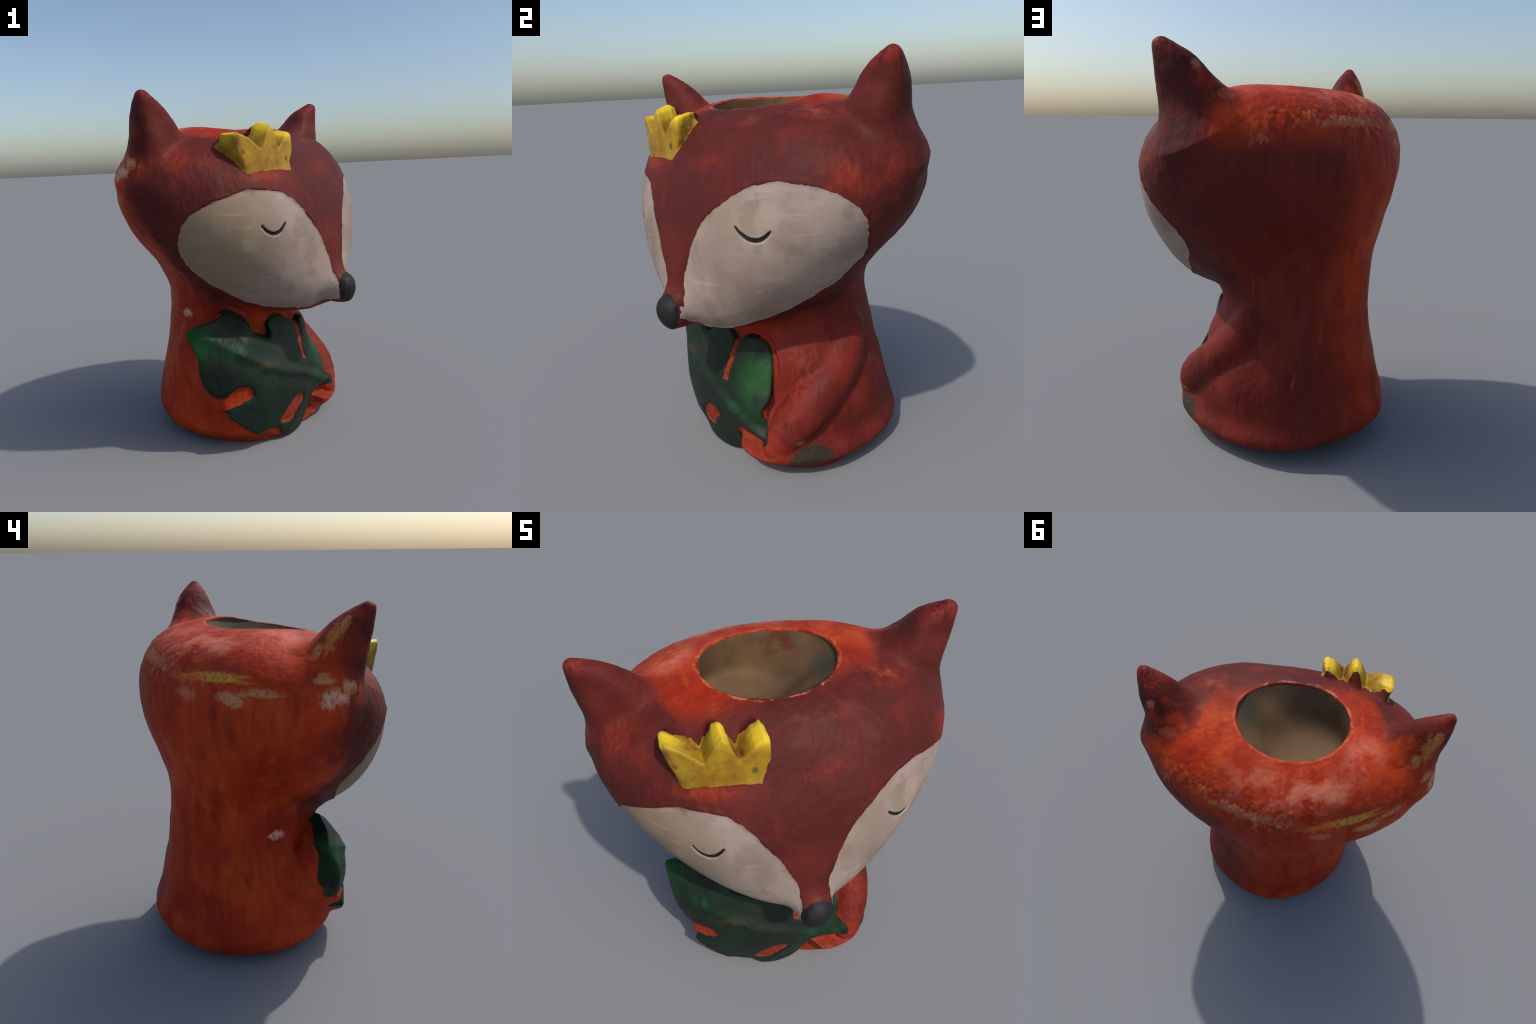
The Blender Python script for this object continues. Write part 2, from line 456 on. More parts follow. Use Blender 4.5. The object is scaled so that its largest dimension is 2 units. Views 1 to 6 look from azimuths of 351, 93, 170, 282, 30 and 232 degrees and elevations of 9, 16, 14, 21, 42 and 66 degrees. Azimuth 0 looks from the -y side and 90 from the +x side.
def mesh_field(lo, hi, h, B=8):
    lo, hi = np.asarray(lo, float), np.asarray(hi, float)
    nb = np.ceil((hi - lo) / (h * B)).astype(int)
    n = nb * B
    ax = [lo[i] + h * B * (np.arange(nb[i]) + .5) - h / 2 for i in range(3)]
    C = np.stack(np.meshgrid(*ax, indexing="ij"), -1).reshape(-1, 3)
    fc = in_chunks(field, C)
    keep = np.abs(fc) < h * B * .87 * 1.35
    F = np.repeat(np.repeat(np.repeat(np.where(fc < 0, -1., 1.).astype(np.float32).reshape(nb), B, 0), B, 1), B, 2)
    idx = np.stack(np.unravel_index(np.nonzero(keep)[0], nb), -1) * B
    while B > 4:                                          # halve the blocks that the skin may cross
        B //= 2
        half = np.stack(np.meshgrid(*[(0, B)] * 3, indexing="ij"), -1).reshape(-1, 3)
        idx = (idx[:, None] + half[None]).reshape(-1, 3)
        fc = in_chunks(field, lo + (idx + (B - 1) / 2) * h)
        off = np.stack(np.meshgrid(*[np.arange(B)] * 3, indexing="ij"), -1).reshape(-1, 3)
        g = (idx[:, None] + off[None]).reshape(-1, 3)
        F[g[:, 0], g[:, 1], g[:, 2]] = np.repeat(np.where(fc < 0, -1, 1), len(off))
        idx = idx[np.abs(fc) < h * B * .87 * 1.35]
    off = np.stack(np.meshgrid(*[np.arange(B)] * 3, indexing="ij"), -1).reshape(-1, 3)
    for s in range(0, len(idx), 5000):
        g = (idx[s:s + 5000, None] + off[None]).reshape(-1, 3)
        F[g[:, 0], g[:, 1], g[:, 2]] = field(lo + g * h)
    S = F < 0
    cs = [S[a:n[0] - 1 + a, b:n[1] - 1 + b, c:n[2] - 1 + c] for a in (0, 1) for b in (0, 1) for c in (0, 1)]
    anyc, allc = cs[0].copy(), cs[0].copy()
    for c in cs[1:]:
        anyc |= c
        allc &= c
    cell = np.stack(np.nonzero(anyc & ~allc), -1)
    vid = np.full(tuple(n - 1), -1, np.int32)
    vid[cell[:, 0], cell[:, 1], cell[:, 2]] = np.arange(len(cell))
    acc, cnt = np.zeros((len(cell), 3)), np.zeros(len(cell))
    corners = [(a, b, c) for a in (0, 1) for b in (0, 1) for c in (0, 1)]
    val = {k: F[cell[:, 0] + k[0], cell[:, 1] + k[1], cell[:, 2] + k[2]].astype(float) for k in corners}
    for k in corners:
        for d in range(3):
            if k[d] == 0:
                k2 = tuple(k[i] + (i == d) for i in range(3))
                a, b = val[k], val[k2]
                m = (a < 0) != (b < 0)
                t = np.where(m, a / np.where(m, a - b, 1), 0)
                pt = np.tile(np.array(k, float), (len(cell), 1))
                pt[:, d] += t
                acc[m] += pt[m]
                cnt[m] += 1
    V = lo + h * (cell + acc / cnt[:, None])
    quads = []
    for d in range(3):
        e1, e2 = (d + 1) % 3, (d + 2) % 3
        sl = [slice(1, n[i] - 1) for i in range(3)]
        sh = list(sl)
        sh[d] = slice(2, n[d])
        a, b = S[tuple(sl)], S[tuple(sh)]
        for flip in (False, True):
            e = np.stack(np.nonzero((a & ~b) if not flip else (~a & b)), -1) + 1
            q = []
            for (o1, o2) in ((-1, -1), (0, -1), (0, 0), (-1, 0)):
                c = e.copy()
                c[:, e1] += o1
                c[:, e2] += o2
                q.append(vid[c[:, 0], c[:, 1], c[:, 2]])
            q = np.stack(q, -1)
            quads.append(q[:, ::-1] if flip else q)
    Q = np.concatenate(quads)
    Q = Q[(Q >= 0).all(1)]
    return V, np.concatenate([Q[:, [0, 1, 2]], Q[:, [0, 2, 3]]])


def gradient(p, e=.002):
    g = np.empty_like(p)
    for k in range(3):
        d = np.zeros(3)
        d[k] = e
        g[:, k] = (in_chunks(field, p + d) - in_chunks(field, p - d)) / (2 * e)
    return g


def vertex_normals(V, T):
    a, b, c = V[T[:, 0]], V[T[:, 1]], V[T[:, 2]]
    fn = np.cross(b - a, c - a)
    N = np.zeros_like(V)
    for k in range(3):
        for d in range(3):
            N[:, d] += np.bincount(T[:, k], fn[:, d], len(V))
    return N / np.maximum(np.linalg.norm(N, axis=1), 1e-12)[:, None]


STEP = .0065
V, T = mesh_field((-.98, -.85, -.035), (.96, .75, 2.06), STEP)
g = gradient(V)
for _ in range(2):
    fv = in_chunks(field, V)
    s = fv / np.maximum((g * g).sum(1), .15)
    V -= np.clip(s, -.004, .004)[:, None] * g

# ----------------------------------------------------------------------------
# hand-made surface: lumps, brush marks, scraped back of the head
# ----------------------------------------------------------------------------
_cl, _cr = (closed_curve(np.array(c) * np.array([.011, .0122]), 3) for c in (CHEEK_L, CHEEK_R))


def cheek(p, poly):
    th, ph, d = head_angles(p)
    s = np.full(len(p), -.3)
    m = (p[:, 2] > .72) & (p[:, 2] < 1.62) & (p[:, 1] < .08) & (d > .5)
    s[m] = -poly_sd(th[m] * .011, ph[m] * .0122, poly)
    return s


N = vertex_normals(V, T)
bowl_in = in_chunks(f_bowl, V)
painted = (bowl_in > .02).astype(float)
lump = .0026 * noise(V, 9) + .0016 * noise(V, 21)
strokes = .0011 * noise(V, (70, 70, 12)) + .0008 * noise(V, 65)
scraped = smooth(V[:, 1], .2, .4) * smooth(V[:, 2], 1.45, 1.6) * (1 - smooth(V[:, 2], 1.70, 1.78)) * smooth(V[:, 0], -.5, .1)
scrape = scraped * (.0035 * noise(V, (55, 55, 16)) + .002 * noise(V, (110, 110, 40)))
inset = np.maximum(cheek(V, _cl), cheek(V, _cr))
step = -.0035 * smooth(inset, -.006, .010) + .0045 * np.exp(-((inset + .010) / .009) ** 2) * (.45 + .9 * noise(V, 30))
foot = smooth(V[:, 2], .0, .05)
calm = 1 - .7 * smooth(inset, -.01, .02)
V = V + N * ((lump + strokes + scrape) * painted * foot * calm + step)[:, None]

# ----------------------------------------------------------------------------
# regions (positive inside), cut one after the other
# ----------------------------------------------------------------------------


def r_crown(p):
    o = np.full(len(p), -.3)
    m = (np.abs(p[:, 0] + .35) < .3) & (p[:, 1] < -.1) & (p[:, 2] > 1.5)
    q = p[m]
    sd, front = f_crown_parts(q)
    rag = .006 * noise(q, 45) + .004 * noise(q, 90)
    o[m] = np.minimum(.006 - sd + rag * .5, front + .112 + .9 * np.maximum(1.735 - q[:, 2], 0) * smooth(q[:, 2], 1.60, 1.68) + rag * 2 - q[:, 1])
    return o


def r_leaf(p):
    sd, r, R, up, mound = leaf_values(p)
    side = smooth(np.degrees(np.arctan2(p[:, 0], -(p[:, 1] - BODY_Y))), -52, -62)
    s = np.minimum(.006 + .022 * side - sd + .003 * noise(p, 50), r - (R - .105 + .015 * noise(p, 20)))
    return np.where(p[:, 2] > .80, -.3, s)


def r_nose(p):
    return np.where((p[:, 2] < 1.1) & (p[:, 2] > .75), -.688 - p[:, 1] + .05 * (p[:, 2] - .9) + .004 * noise(p, 40), -.3)


def r_eye(eye):
    def f(p):
        o = np.full(len(p), -.3)
        m = (np.abs(p[:, 0] - eye[1][0]) < .13) & (p[:, 1] < -.3) & (np.abs(p[:, 2] - 1.26) < .12)
        d, at = eye_dist(p[m], eye)
        o[m] = np.where(p[m][:, 1] < -.4, .0082 * eye_width(at), 0) - d
        return o
    return f


def r_cheek(poly, seed):
    return lambda p: cheek(p, poly) + .007 * noise(p + seed, 11) + .004 * noise(p + seed, (31, 37, 34)) + .0025 * noise(p + seed, (83, 97, 89))


def r_bowl(p):
    return np.where((np.hypot(p[:, 0], p[:, 1]) < .45) & (p[:, 2] > 1.4), -.010 - f_outer(p) + .004 * noise(p, 30), -.3)


def rest(p):
    return smin(f_head(p), f_torso(p), .07)


def r_ear(ear, side):
    return lambda p: np.where(p[:, 0] * side > .3, rest(p) - f_ear(p, ear, side) - .012, -.3)


def r_arm(p):
    return np.where((p[:, 0] > .15) & (p[:, 2] < .8), f_torso(p) - f_chain(p, ARM_L), -.3)


def r_torso(p):
    return f_head(p) - f_torso(p)


REGIONS = [("crown", r_crown), ("leaf", r_leaf), ("nose", r_nose), ("closed_eye", r_eye(EYE_R)), ("closed_eye", r_eye(EYE_L)),
           ("white_cheek", r_cheek(_cr, 0)), ("white_cheek", r_cheek(_cl, 3.3)), ("planting_bowl", r_bowl), ("ear", r_ear(EAR_RIGHT, -1)),
           ("ear", r_ear(EAR_LEFT, 1)), ("forelimb", r_arm), ("torso", r_torso)]


def cut(V, T, owner, fn, label):
    """Split the free triangles along fn = 0 and give the inside to label."""
    free = owner < 0
    used = np.zeros(len(V), bool)
    used[T[free].ravel()] = True
    s = np.full(len(V), -1.0)
    s[used] = in_chunks(fn, V[used])
    s = np.where(np.abs(s) < 2e-4, 2e-4, s)
    pos = s > 0
    k = pos[T].sum(1)
    mixed = (k > 0) & (k < 3)              # owned neighbours are split too, so borders share vertices
    was = owner
    owner = owner.copy()
    owner[free & (k == 3)] = label
    M = T[mixed]
    km = k[mixed]
    odd = np.where(km[:, None] == 1, pos[M], ~pos[M])          # the lone corner
    r = odd.argmax(1)
    i = np.arange(len(M))
    a, b, c = M[i, r], M[i, (r + 1) % 3], M[i, (r + 2) % 3]
    e = np.concatenate([np.stack([a, b], 1), np.stack([a, c], 1)])
    key = np.sort(e, 1)
    uniq, inv = np.unique(key[:, 0].astype(np.int64) * len(V) + key[:, 1], return_inverse=True)
    p0, p1 = (uniq // len(V)).astype(int), (uniq % len(V)).astype(int)
    t = np.clip(s[p0] / (s[p0] - s[p1]), .04, .96)[:, None]
    newV = np.concatenate([V, V[p0] * (1 - t) + V[p1] * t])
    inv = inv.ravel() + len(V)
    ab, ac = inv[:len(M)], inv[len(M):]
    lone = np.stack([a, ab, ac], 1)
    q1, q2 = np.stack([ab, b, c], 1), np.stack([ab, c, ac], 1)
    mo = was[mixed]
    inside = np.where(mo >= 0, mo, np.where(km == 1, label, -1))
    outside = np.where(mo >= 0, mo, np.where(km == 1, -1, label))
    newT = np.concatenate([T[~mixed], lone, q1, q2])
    newO = np.concatenate([owner[~mixed], inside, outside, outside])
    return newV, newT, newO


owner = np.full(len(T), -1)
for label, (name, fn) in enumerate(REGIONS):
    V, T, owner = cut(V, T, owner, fn, label)
owner[owner < 0] = len(REGIONS)
NAMES = [n for n, _ in REGIONS] + ["head"]
N = vertex_normals(V, T)

# stand on the ground
V[:, 2] -= V[:, 2].min()

# ----------------------------------------------------------------------------
# materials
# ----------------------------------------------------------------------------


def srgb(r, g, b):
    return tuple((c / 255 / 12.92 if c / 255 <= .04045 else ((c / 255 + .055) / 1.055) ** 2.4) for c in (r, g, b)) + (1,)


class Paint:
    """A small writer of node trees on Object coordinates."""

    def __init__(self, name):
        self.mat = bpy.data.materials.new(name)
        self.mat.use_nodes = True
        self.nt = self.mat.node_tree
        self.bsdf = self.nt.nodes["Principled BSDF"]
        tc = self.node("ShaderNodeTexCoord")
        self.co = tc.outputs["Object"]
        sep = self.node("ShaderNodeSeparateXYZ")
        self.link(self.co, sep.inputs[0])
        self.x, self.y, self.z = sep.outputs

    def node(self, kind, **kw):
        n = self.nt.nodes.new(kind)
        for k, v in kw.items():
            setattr(n, k, v)
        return n

    def link(self, a, b):
        self.nt.links.new(a, b)

    def put(self, sock, v):
        if isinstance(v, bpy.types.NodeSocket):
            self.link(v, sock)
        else:
            sock.default_value = v

    def math(self, op, a, b=0.0, clamp=False):
        n = self.node("ShaderNodeMath", operation=op, use_clamp=clamp)
        self.put(n.inputs[0], a)
        self.put(n.inputs[1], b)
        return n.outputs[0]

    def mul(self, *v):
        o = v[0]
        for w in v[1:]:
            o = self.math("MULTIPLY", o, w)
        return o

    def add(self, *v):
        o = v[0]
        for w in v[1:]:
            o = self.math("ADD", o, w)
        return o

    def ramp(self, v, a, b, lo=0.0, hi=1.0):
        """smooth step of v from a to b"""
        n = self.node("ShaderNodeMapRange", interpolation_type="SMOOTHSTEP")
        self.put(n.inputs[0], v)
        for i, w in enumerate((a, b, lo, hi)):
            n.inputs[i + 1].default_value = w
        return n.outputs[0]

    def noise(self, scale=10.0, detail=3.0, stretch=(1, 1, 1), rough=.55, shift=(0, 0, 0), turn=(0, 0, 0), warp=0.0):
        m = self.node("ShaderNodeMapping")
        m.inputs["Scale"].default_value = stretch
        m.inputs["Location"].default_value = shift
        m.inputs["Rotation"].default_value = turn
        self.link(self.co, m.inputs[0])
        n = self.node("ShaderNodeTexNoise")
        n.inputs["Scale"].default_value = scale
        n.inputs["Detail"].default_value = detail
        n.inputs["Roughness"].default_value = rough
        n.inputs["Distortion"].default_value = warp
        self.link(m.outputs[0], n.inputs["Vector"])
        return n.outputs[0]

    def spot(self, c, r, soft=1.0):
        """1 at c falling to 0 over the ellipsoid radii r"""
        m = self.node("ShaderNodeVectorMath", operation="SUBTRACT")
        self.link(self.co, m.inputs[0])
        m.inputs[1].default_value = c
        d = self.node("ShaderNodeVectorMath", operation="DIVIDE")
        self.link(m.outputs[0], d.inputs[0])
        d.inputs[1].default_value = r if isinstance(r, tuple) else (r, r, r)
        n = self.node("ShaderNodeVectorMath", operation="LENGTH")
        self.link(d.outputs[0], n.inputs[0])
        return self.ramp(n.outputs["Value"], 1.0, 1.0 - soft)

    def mix(self, a, b, f, mode="MIX"):
        n = self.node("ShaderNodeMix", data_type="RGBA", blend_type=mode)
        self.put(n.inputs["Factor"], f)
        self.put(n.inputs["A"], a)
        self.put(n.inputs["B"], b)
        return n.outputs["Result"]

    def finish(self, colour, rough=.6, bump=None, strength=.2, distance=.01, spec=.2, coat=0.0):
        self.put(self.bsdf.inputs["Base Color"], colour)
        self.put(self.bsdf.inputs["Roughness"], rough)
        self.bsdf.inputs["Specular IOR Level"].default_value = spec
        self.bsdf.inputs["Coat Weight"].default_value = coat
        if bump is not None:
            b = self.node("ShaderNodeBump")
            b.inputs["Strength"].default_value = strength
            b.inputs["Distance"].default_value = distance
            self.link(bump, b.inputs["Height"])
            self.link(b.outputs[0], self.bsdf.inputs["Normal"])
        return self.mat


def red_paint():
    p = Paint("red_painted_clay")
    big = p.noise(3.2, 3, shift=(3, 1, 2))
    mid = p.noise(8, 4, stretch=(1, 1, .5), shift=(7, 2, 5))
    brush = p.noise(17, 5, stretch=(1, 1, .13), shift=(1, 8, 3), warp=.6)
    fine = p.noise(55, 4, stretch=(1, 1, .35), shift=(4, 4, 1))
    # orange-red body with darker and brighter strokes
    c = p.mix(srgb(160, 44, 18), srgb(184, 63, 23), p.ramp(big, .36, .64))
    c = p.mix(c, srgb(138, 33, 18), p.mul(p.ramp(mid, .46, .70), .65))
    c = p.mix(c, srgb(122, 32, 20), p.mul(p.ramp(brush, .52, .74), .55))
    c = p.mix(c, srgb(200, 84, 32), p.mul(p.ramp(brush, .44, .28), .40))
    # the fox's left side is tinted dark crimson after the scan's baked-in shading
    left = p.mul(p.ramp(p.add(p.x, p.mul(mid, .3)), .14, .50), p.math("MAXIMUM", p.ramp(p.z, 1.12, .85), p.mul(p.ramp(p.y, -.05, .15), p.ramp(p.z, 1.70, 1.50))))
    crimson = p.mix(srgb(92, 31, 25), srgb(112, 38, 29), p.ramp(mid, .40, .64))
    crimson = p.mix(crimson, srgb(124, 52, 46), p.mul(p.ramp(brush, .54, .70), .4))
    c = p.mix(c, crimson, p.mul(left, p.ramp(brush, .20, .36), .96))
    c = p.mix(c, srgb(150, 48, 30), p.mul(p.spot((.33, -.42, .16), (.17, .16, .17), .9), .6))
    c = p.mix(c, srgb(146, 52, 32), p.mul(p.spot((.38, -.25, .52), (.10, .2, .26), .9), p.ramp(fine, .38, .6), .6))  # highlight on the arm, put in as a lighter tint
    for at, r, w in (((-.25, .42, .95), (.22, .2, .28), .6), ((-.35, .2, .55), (.2, .3, .3), .35), ((-.62, .30, 1.50), (.24, .3, .2), .45), ((-.1, .55, 1.2), (.2, .3, .3), .25)):
        c = p.mix(c, srgb(208, 88, 24), p.mul(p.spot(at, r), p.ramp(brush, .62, .40), w))
    c = p.mix(c, p.mix(srgb(112, 37, 25), srgb(134, 56, 35), p.ramp(fine, .4, .62)), p.mul(p.spot((-.13, -.40, .36), (.52, .30, .56), .5), .85))
    # maroon forehead, ear fronts and left side of the head
    wob = p.math("MULTIPLY_ADD", mid, .40)
    wob.node.inputs[2].default_value = -.20
    front = p.ramp(p.add(p.mul(p.y, -1.0), p.mul(p.math('ABSOLUTE', p.x), .19), p.mul(p.x, .07), wob), -.08, .14)
    high = p.ramp(p.z, .70, .88)
    top = p.ramp(p.add(p.z, p.mul(p.y, .25), p.mul(wob, .3), p.mul(p.x, -.06)), 1.80, 1.71, .30, 1.0)
    nearcrown = p.spot((-.36, -.12, 1.80), (.32, .26, .13), .9)
    m = p.mul(front, high, p.add(top, p.mul(p.ramp(p.z, 1.64, 1.74), p.ramp(p.math('ABSOLUTE', p.x), .42, .56), .8)))
    m = p.math("MULTIPLY", m, p.math("SUBTRACT", 1.0, p.mul(nearcrown, .8, p.ramp(p.math('ABSOLUTE', p.x), .60, .48))), True)
    maroon = p.mix(srgb(70, 29, 27), srgb(84, 33, 30), p.ramp(big, .40, .64))
    maroon = p.mix(maroon, srgb(108, 38, 30), p.mul(p.ramp(mid, .52, .72), .6))
    c = p.mix(c, maroon, p.mul(m, .95))
    # red glow of thinner paint above the cheeks and down the bridge of the nose
    for at, r, w in (((.74, -.22, 1.53), (.20, .22, .13), .75), ((.02, -.66, .99), (.07, .14, .07), .75), ((-.38, -.42, 1.535), (.26, .2, .045), .8),
                     ((-.68, -.18, 1.64), (.2, .22, .12), .55), ((.12, -.5, 1.56), (.24, .2, .08), .3), ((.02, -.66, 1.14), (.06, .14, .12), .45)):
        c = p.mix(c, p.mix(srgb(126, 40, 28), srgb(154, 58, 32), p.ramp(fine, .4, .65)), p.mul(p.spot(at, r), p.ramp(mid, .32, .54), w))
    # dark blotches on the right temple; scan shade painted onto the back left
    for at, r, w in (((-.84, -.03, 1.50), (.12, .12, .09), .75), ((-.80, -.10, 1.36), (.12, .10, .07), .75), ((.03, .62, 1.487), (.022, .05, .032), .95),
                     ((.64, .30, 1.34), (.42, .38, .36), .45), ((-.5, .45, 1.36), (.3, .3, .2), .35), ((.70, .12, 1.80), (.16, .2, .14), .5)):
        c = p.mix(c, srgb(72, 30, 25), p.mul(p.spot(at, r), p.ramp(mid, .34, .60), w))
    c = p.mix(c, srgb(132, 42, 32), p.mul(p.ramp(p.z, 1.90, 1.97), p.ramp(fine, .36, .6), .8))
    # lighter, pinkish top of the head behind the opening
    pink = p.noise(7, 5, shift=(9, 3, 3), rough=.62)
    for at, r, w in (((-.12, .42, 1.77), (.60, .24, .14), .85), ((.47, -.16, 1.77), (.26, .16, .06), .3), ((-.42, .17, 1.80), (.18, .20, .1), .7), ((.15, -.36, 1.75), (.3, .1, .05), .2)):
        c = p.mix(c, p.mix(srgb(196, 76, 48), srgb(212, 124, 96), p.ramp(pink, .44, .64)), p.mul(p.spot(at, r, .9), p.ramp(pink, .36, .54), w))
    # scraped cream and ochre bits along the back of the head
    scr = p.noise(26, 5, stretch=(1, 1, .45), shift=(2, 6, 6), rough=.72)
    for at, r, w in (((.42, .43, 1.68), (.32, .20, .09), .6), ((.05, .56, 1.64), (.30, .18, .08), .7), ((.62, .32, 1.62), (.14, .2, .10), .4), ((-.25, .53, 1.63), (.25, .16, .07), .45)):
        c = p.mix(c, srgb(196, 126, 84), p.mul(p.spot(at, r), p.ramp(scr, .50, .62), w))
        c = p.mix(c, srgb(112, 28, 18), p.mul(p.spot(at, r), p.ramp(scr, .44, .34), w))
    # long tan scrapes and pale chips
    scrape = p.noise(9, 5, stretch=(.55, .55, 5.0), shift=(5, 5, 2), rough=.62, warp=.3)
    chip = p.noise(11, 5, stretch=(1, 1, 1.3), shift=(2, 5, 9), rough=.62, warp=.5)
    for at, r, col, n, w in (((-.40, .48, 1.645), (.42, .18, .045), srgb(206, 152, 58), scrape, .95), ((.16, .53, 1.665), (.46, .2, .05), srgb(190, 124, 82), scr, .65), ((-.60, .36, 1.60), (.22, .16, .035), srgb(200, 140, 96), scrape, .8), ((-.69, .13, 1.76), (.05, .08, .08), srgb(196, 134, 76), chip, .9), ((-.775, .06, 1.89), (.045, .07, .07), srgb(196, 134, 76), chip, .8), ((-.25, .54, 1.635), (.26, .1, .04), srgb(214, 112, 44), scrape, .8),
                             ((-.50, .47, 1.565), (.15, .12, .06), srgb(196, 136, 92), chip, .95), ((-.25, .56, 1.56), (.14, .10, .055), srgb(190, 116, 78), chip, .8),
                             ((-.825, .14, 1.585), (.09, .12, .085), srgb(210, 158, 128), chip, 1.0), ((-.815, .06, 1.63), (.09, .10, .06), srgb(196, 148, 98), chip, .9),
                             ((-.77, .16, 1.665), (.10, .09, .045), srgb(196, 138, 94), scrape, .85), ((-.74, .09, 1.83), (.07, .10, .15), srgb(194, 124, 62), chip, .8),
                             ((-.39, .14, .755), (.075, .08, .05), srgb(212, 150, 124), chip, 1.0), ((-.41, .10, .66), (.07, .08, .10), srgb(180, 90, 60), chip, .6),
                             ((.72, .06, 1.89), (.06, .10, .06), srgb(196, 128, 104), chip, .8), ((.60, .15, 1.75), (.16, .12, .09), srgb(176, 90, 58), chip, .7)):
        s = p.spot(at, r, 1.0)
        col = p.mix(col, srgb(178, 74, 40), p.ramp(fine, .44, .66, 0, .75))
        c = p.mix(c, col, p.mul(p.ramp(p.add(n, p.mul(s, .50), p.mul(p.add(fine, -.5), .7)), .64, .90), p.ramp(s, .02, .25), w))
    # pale highlight drawn in colour along the edge of the opening
    rx, ry = p.mul(p.add(p.x, .02), 1 / .305), p.mul(p.add(p.y, -.015), 1 / .25)
    k = p.math("SQRT", p.add(p.mul(rx, rx), p.mul(ry, ry)))
    k = p.add(k, p.mul(p.add(p.noise(11, 5, shift=(8, 1, 1), rough=.7), -.5), .20))
    rim = p.mul(p.ramp(p.math("ABSOLUTE", p.add(k, -1.03)), .040, .004), p.ramp(p.z, 1.70, 1.76))
    c = p.mix(c, srgb(196, 112, 78), p.mul(rim, p.ramp(p.y, .30, -.15, .3, .85), p.ramp(p.noise(17, 5, shift=(3, 3, 1), rough=.7), .42, .60)))
    inner = p.mul(p.ramp(k, 1.01, .97), p.ramp(p.z, 1.60, 1.66))
    c = p.mix(c, srgb(84, 24, 18), p.mul(inner, .8))
    # worn foot: cream edge, and a muddy bare patch beside the paw
    foot = p.mul(p.ramp(p.math("ABSOLUTE", p.add(p.z, p.mul(mid, .05), -.085)), .020, .004), p.ramp(p.noise(5, 3, shift=(1, 1, 9)), .50, .60))
    c = p.mix(c, srgb(160, 84, 50), p.mul(foot, .75))
    edge = p.add(mid, p.mul(fine, .5))
    mud = p.ramp(p.add(p.spot((.47, -.26, .09), (.20, .22, .17), 1.0), p.mul(edge, .5)), .76, .84)
    c = p.mix(c, p.mix(srgb(48, 43, 32), srgb(64, 55, 40), p.ramp(mid, .4, .65)), p.mul(mud, .95))
    c = p.mix(c, srgb(190, 116, 80), p.mul(p.spot((.465, -.315, .205), (.03, .05, .03), .6), .85))
    # light grain
    c = p.mix(c, p.mix(c, srgb(230, 150, 120), .3), p.mul(p.ramp(p.noise(120, 2, shift=(3, 9, 2)), .64, .76), .3))
    bump = p.add(p.mul(brush, .5), p.mul(fine, .3), p.mul(p.noise(160, 2), .1))
    rough = p.ramp(mid, .3, .7, .50, .66)
    return p.finish(c, rough, bump, .3, .005, .12)


def white_paint():
    p = Paint("chalky_white_paint")
    a = p.noise(4, 4, shift=(2, 2, 2))
    b = p.noise(11, 5, stretch=(1, 1, .7), shift=(5, 1, 4), turn=(0, .6, 0))
    scratch = p.noise(13, 4, stretch=(.3, .3, 2.0), turn=(.3, .55, .4), shift=(1, 4, 4), warp=.8)
    c = p.mix(srgb(140, 122, 110), srgb(156, 138, 126), p.ramp(a, .36, .62))
    c = p.mix(c, srgb(124, 108, 94), p.mul(p.ramp(b, .48, .70), .5))
    right = p.ramp(p.x, .02, -.05)
    low = p.mul(right, p.ramp(p.x, -.30, -.62))
    c = p.mix(c, srgb(134, 114, 86), p.mul(low, .7))
    c = p.mix(c, srgb(176, 160, 142), p.mul(p.ramp(scratch, .58, .70), .35))
    specks = p.ramp(p.noise(22, 3, shift=(6, 6, 6)), .69, .76)
    c = p.mix(c, srgb(92, 80, 62), p.mul(specks, right, .6))
    # dirty, thin paint along the upper border
    up = p.ramp(p.z, 1.40, 1.50)
    c = p.mix(c, srgb(158, 134, 134), p.mul(up, .45))
    c = p.mix(c, srgb(100, 80, 62), p.mul(p.ramp(b, .58, .68), p.ramp(p.z, 1.38, 1.48), p.ramp(p.x, .2, 0, .25, .6)))
    bump = p.add(p.mul(b, .5), p.mul(scratch, .4), p.mul(p.noise(70, 3), .2))
    return p.finish(c, .62, bump, .4, .006, .2)


def green_paint():
    p = Paint("dark_green_paint")
    a = p.noise(5, 4, shift=(2, 8, 2), warp=.5)
    b = p.noise(18, 4, stretch=(1, 1, .5), shift=(4, 2, 8))
    c = p.mix(srgb(29, 36, 30), srgb(26, 42, 30), p.ramp(a, .40, .62))
    c = p.mix(c, srgb(24, 58, 32), p.mul(p.ramp(b, .52, .72), .4))
    # brighter lobe by the fox's left arm, and a lively tip
    lobe = p.spot((.22, -.36, .47), (.17, .2, .24), .8)
    c = p.mix(c, srgb(30, 74, 34), p.mul(lobe, p.ramp(a, .30, .52), .9))
    tip = p.spot((-.63, -.06, .66), (.16, .24, .24), .9)
    c = p.mix(c, srgb(20, 76, 32), p.mul(tip, .75))
    for at, r in (((.12, -.45, .32), (.22, .08, .06)), ((-.50, -.27, .60), (.16, .12, .06))):
        c = p.mix(c, srgb(28, 76, 48), p.mul(p.spot(at, r), p.ramp(b, .42, .6), .6))
    # old ochre line along the rib, dull grey worn area beside it
    c = p.mix(c, srgb(40, 44, 40), p.mul(p.spot((-.15, -.42, .52), (.28, .2, .10), .8), p.ramp(a, .35, .6), .7))
    c = p.mix(c, srgb(70, 56, 30), p.mul(p.spot((-.35, -.36, .495), (.17, .1, .035), .8), p.ramp(b, .42, .56), .5))
    return p.finish(c, .5, p.add(b, p.mul(p.noise(60, 3), .3)), .2, .006, .15)


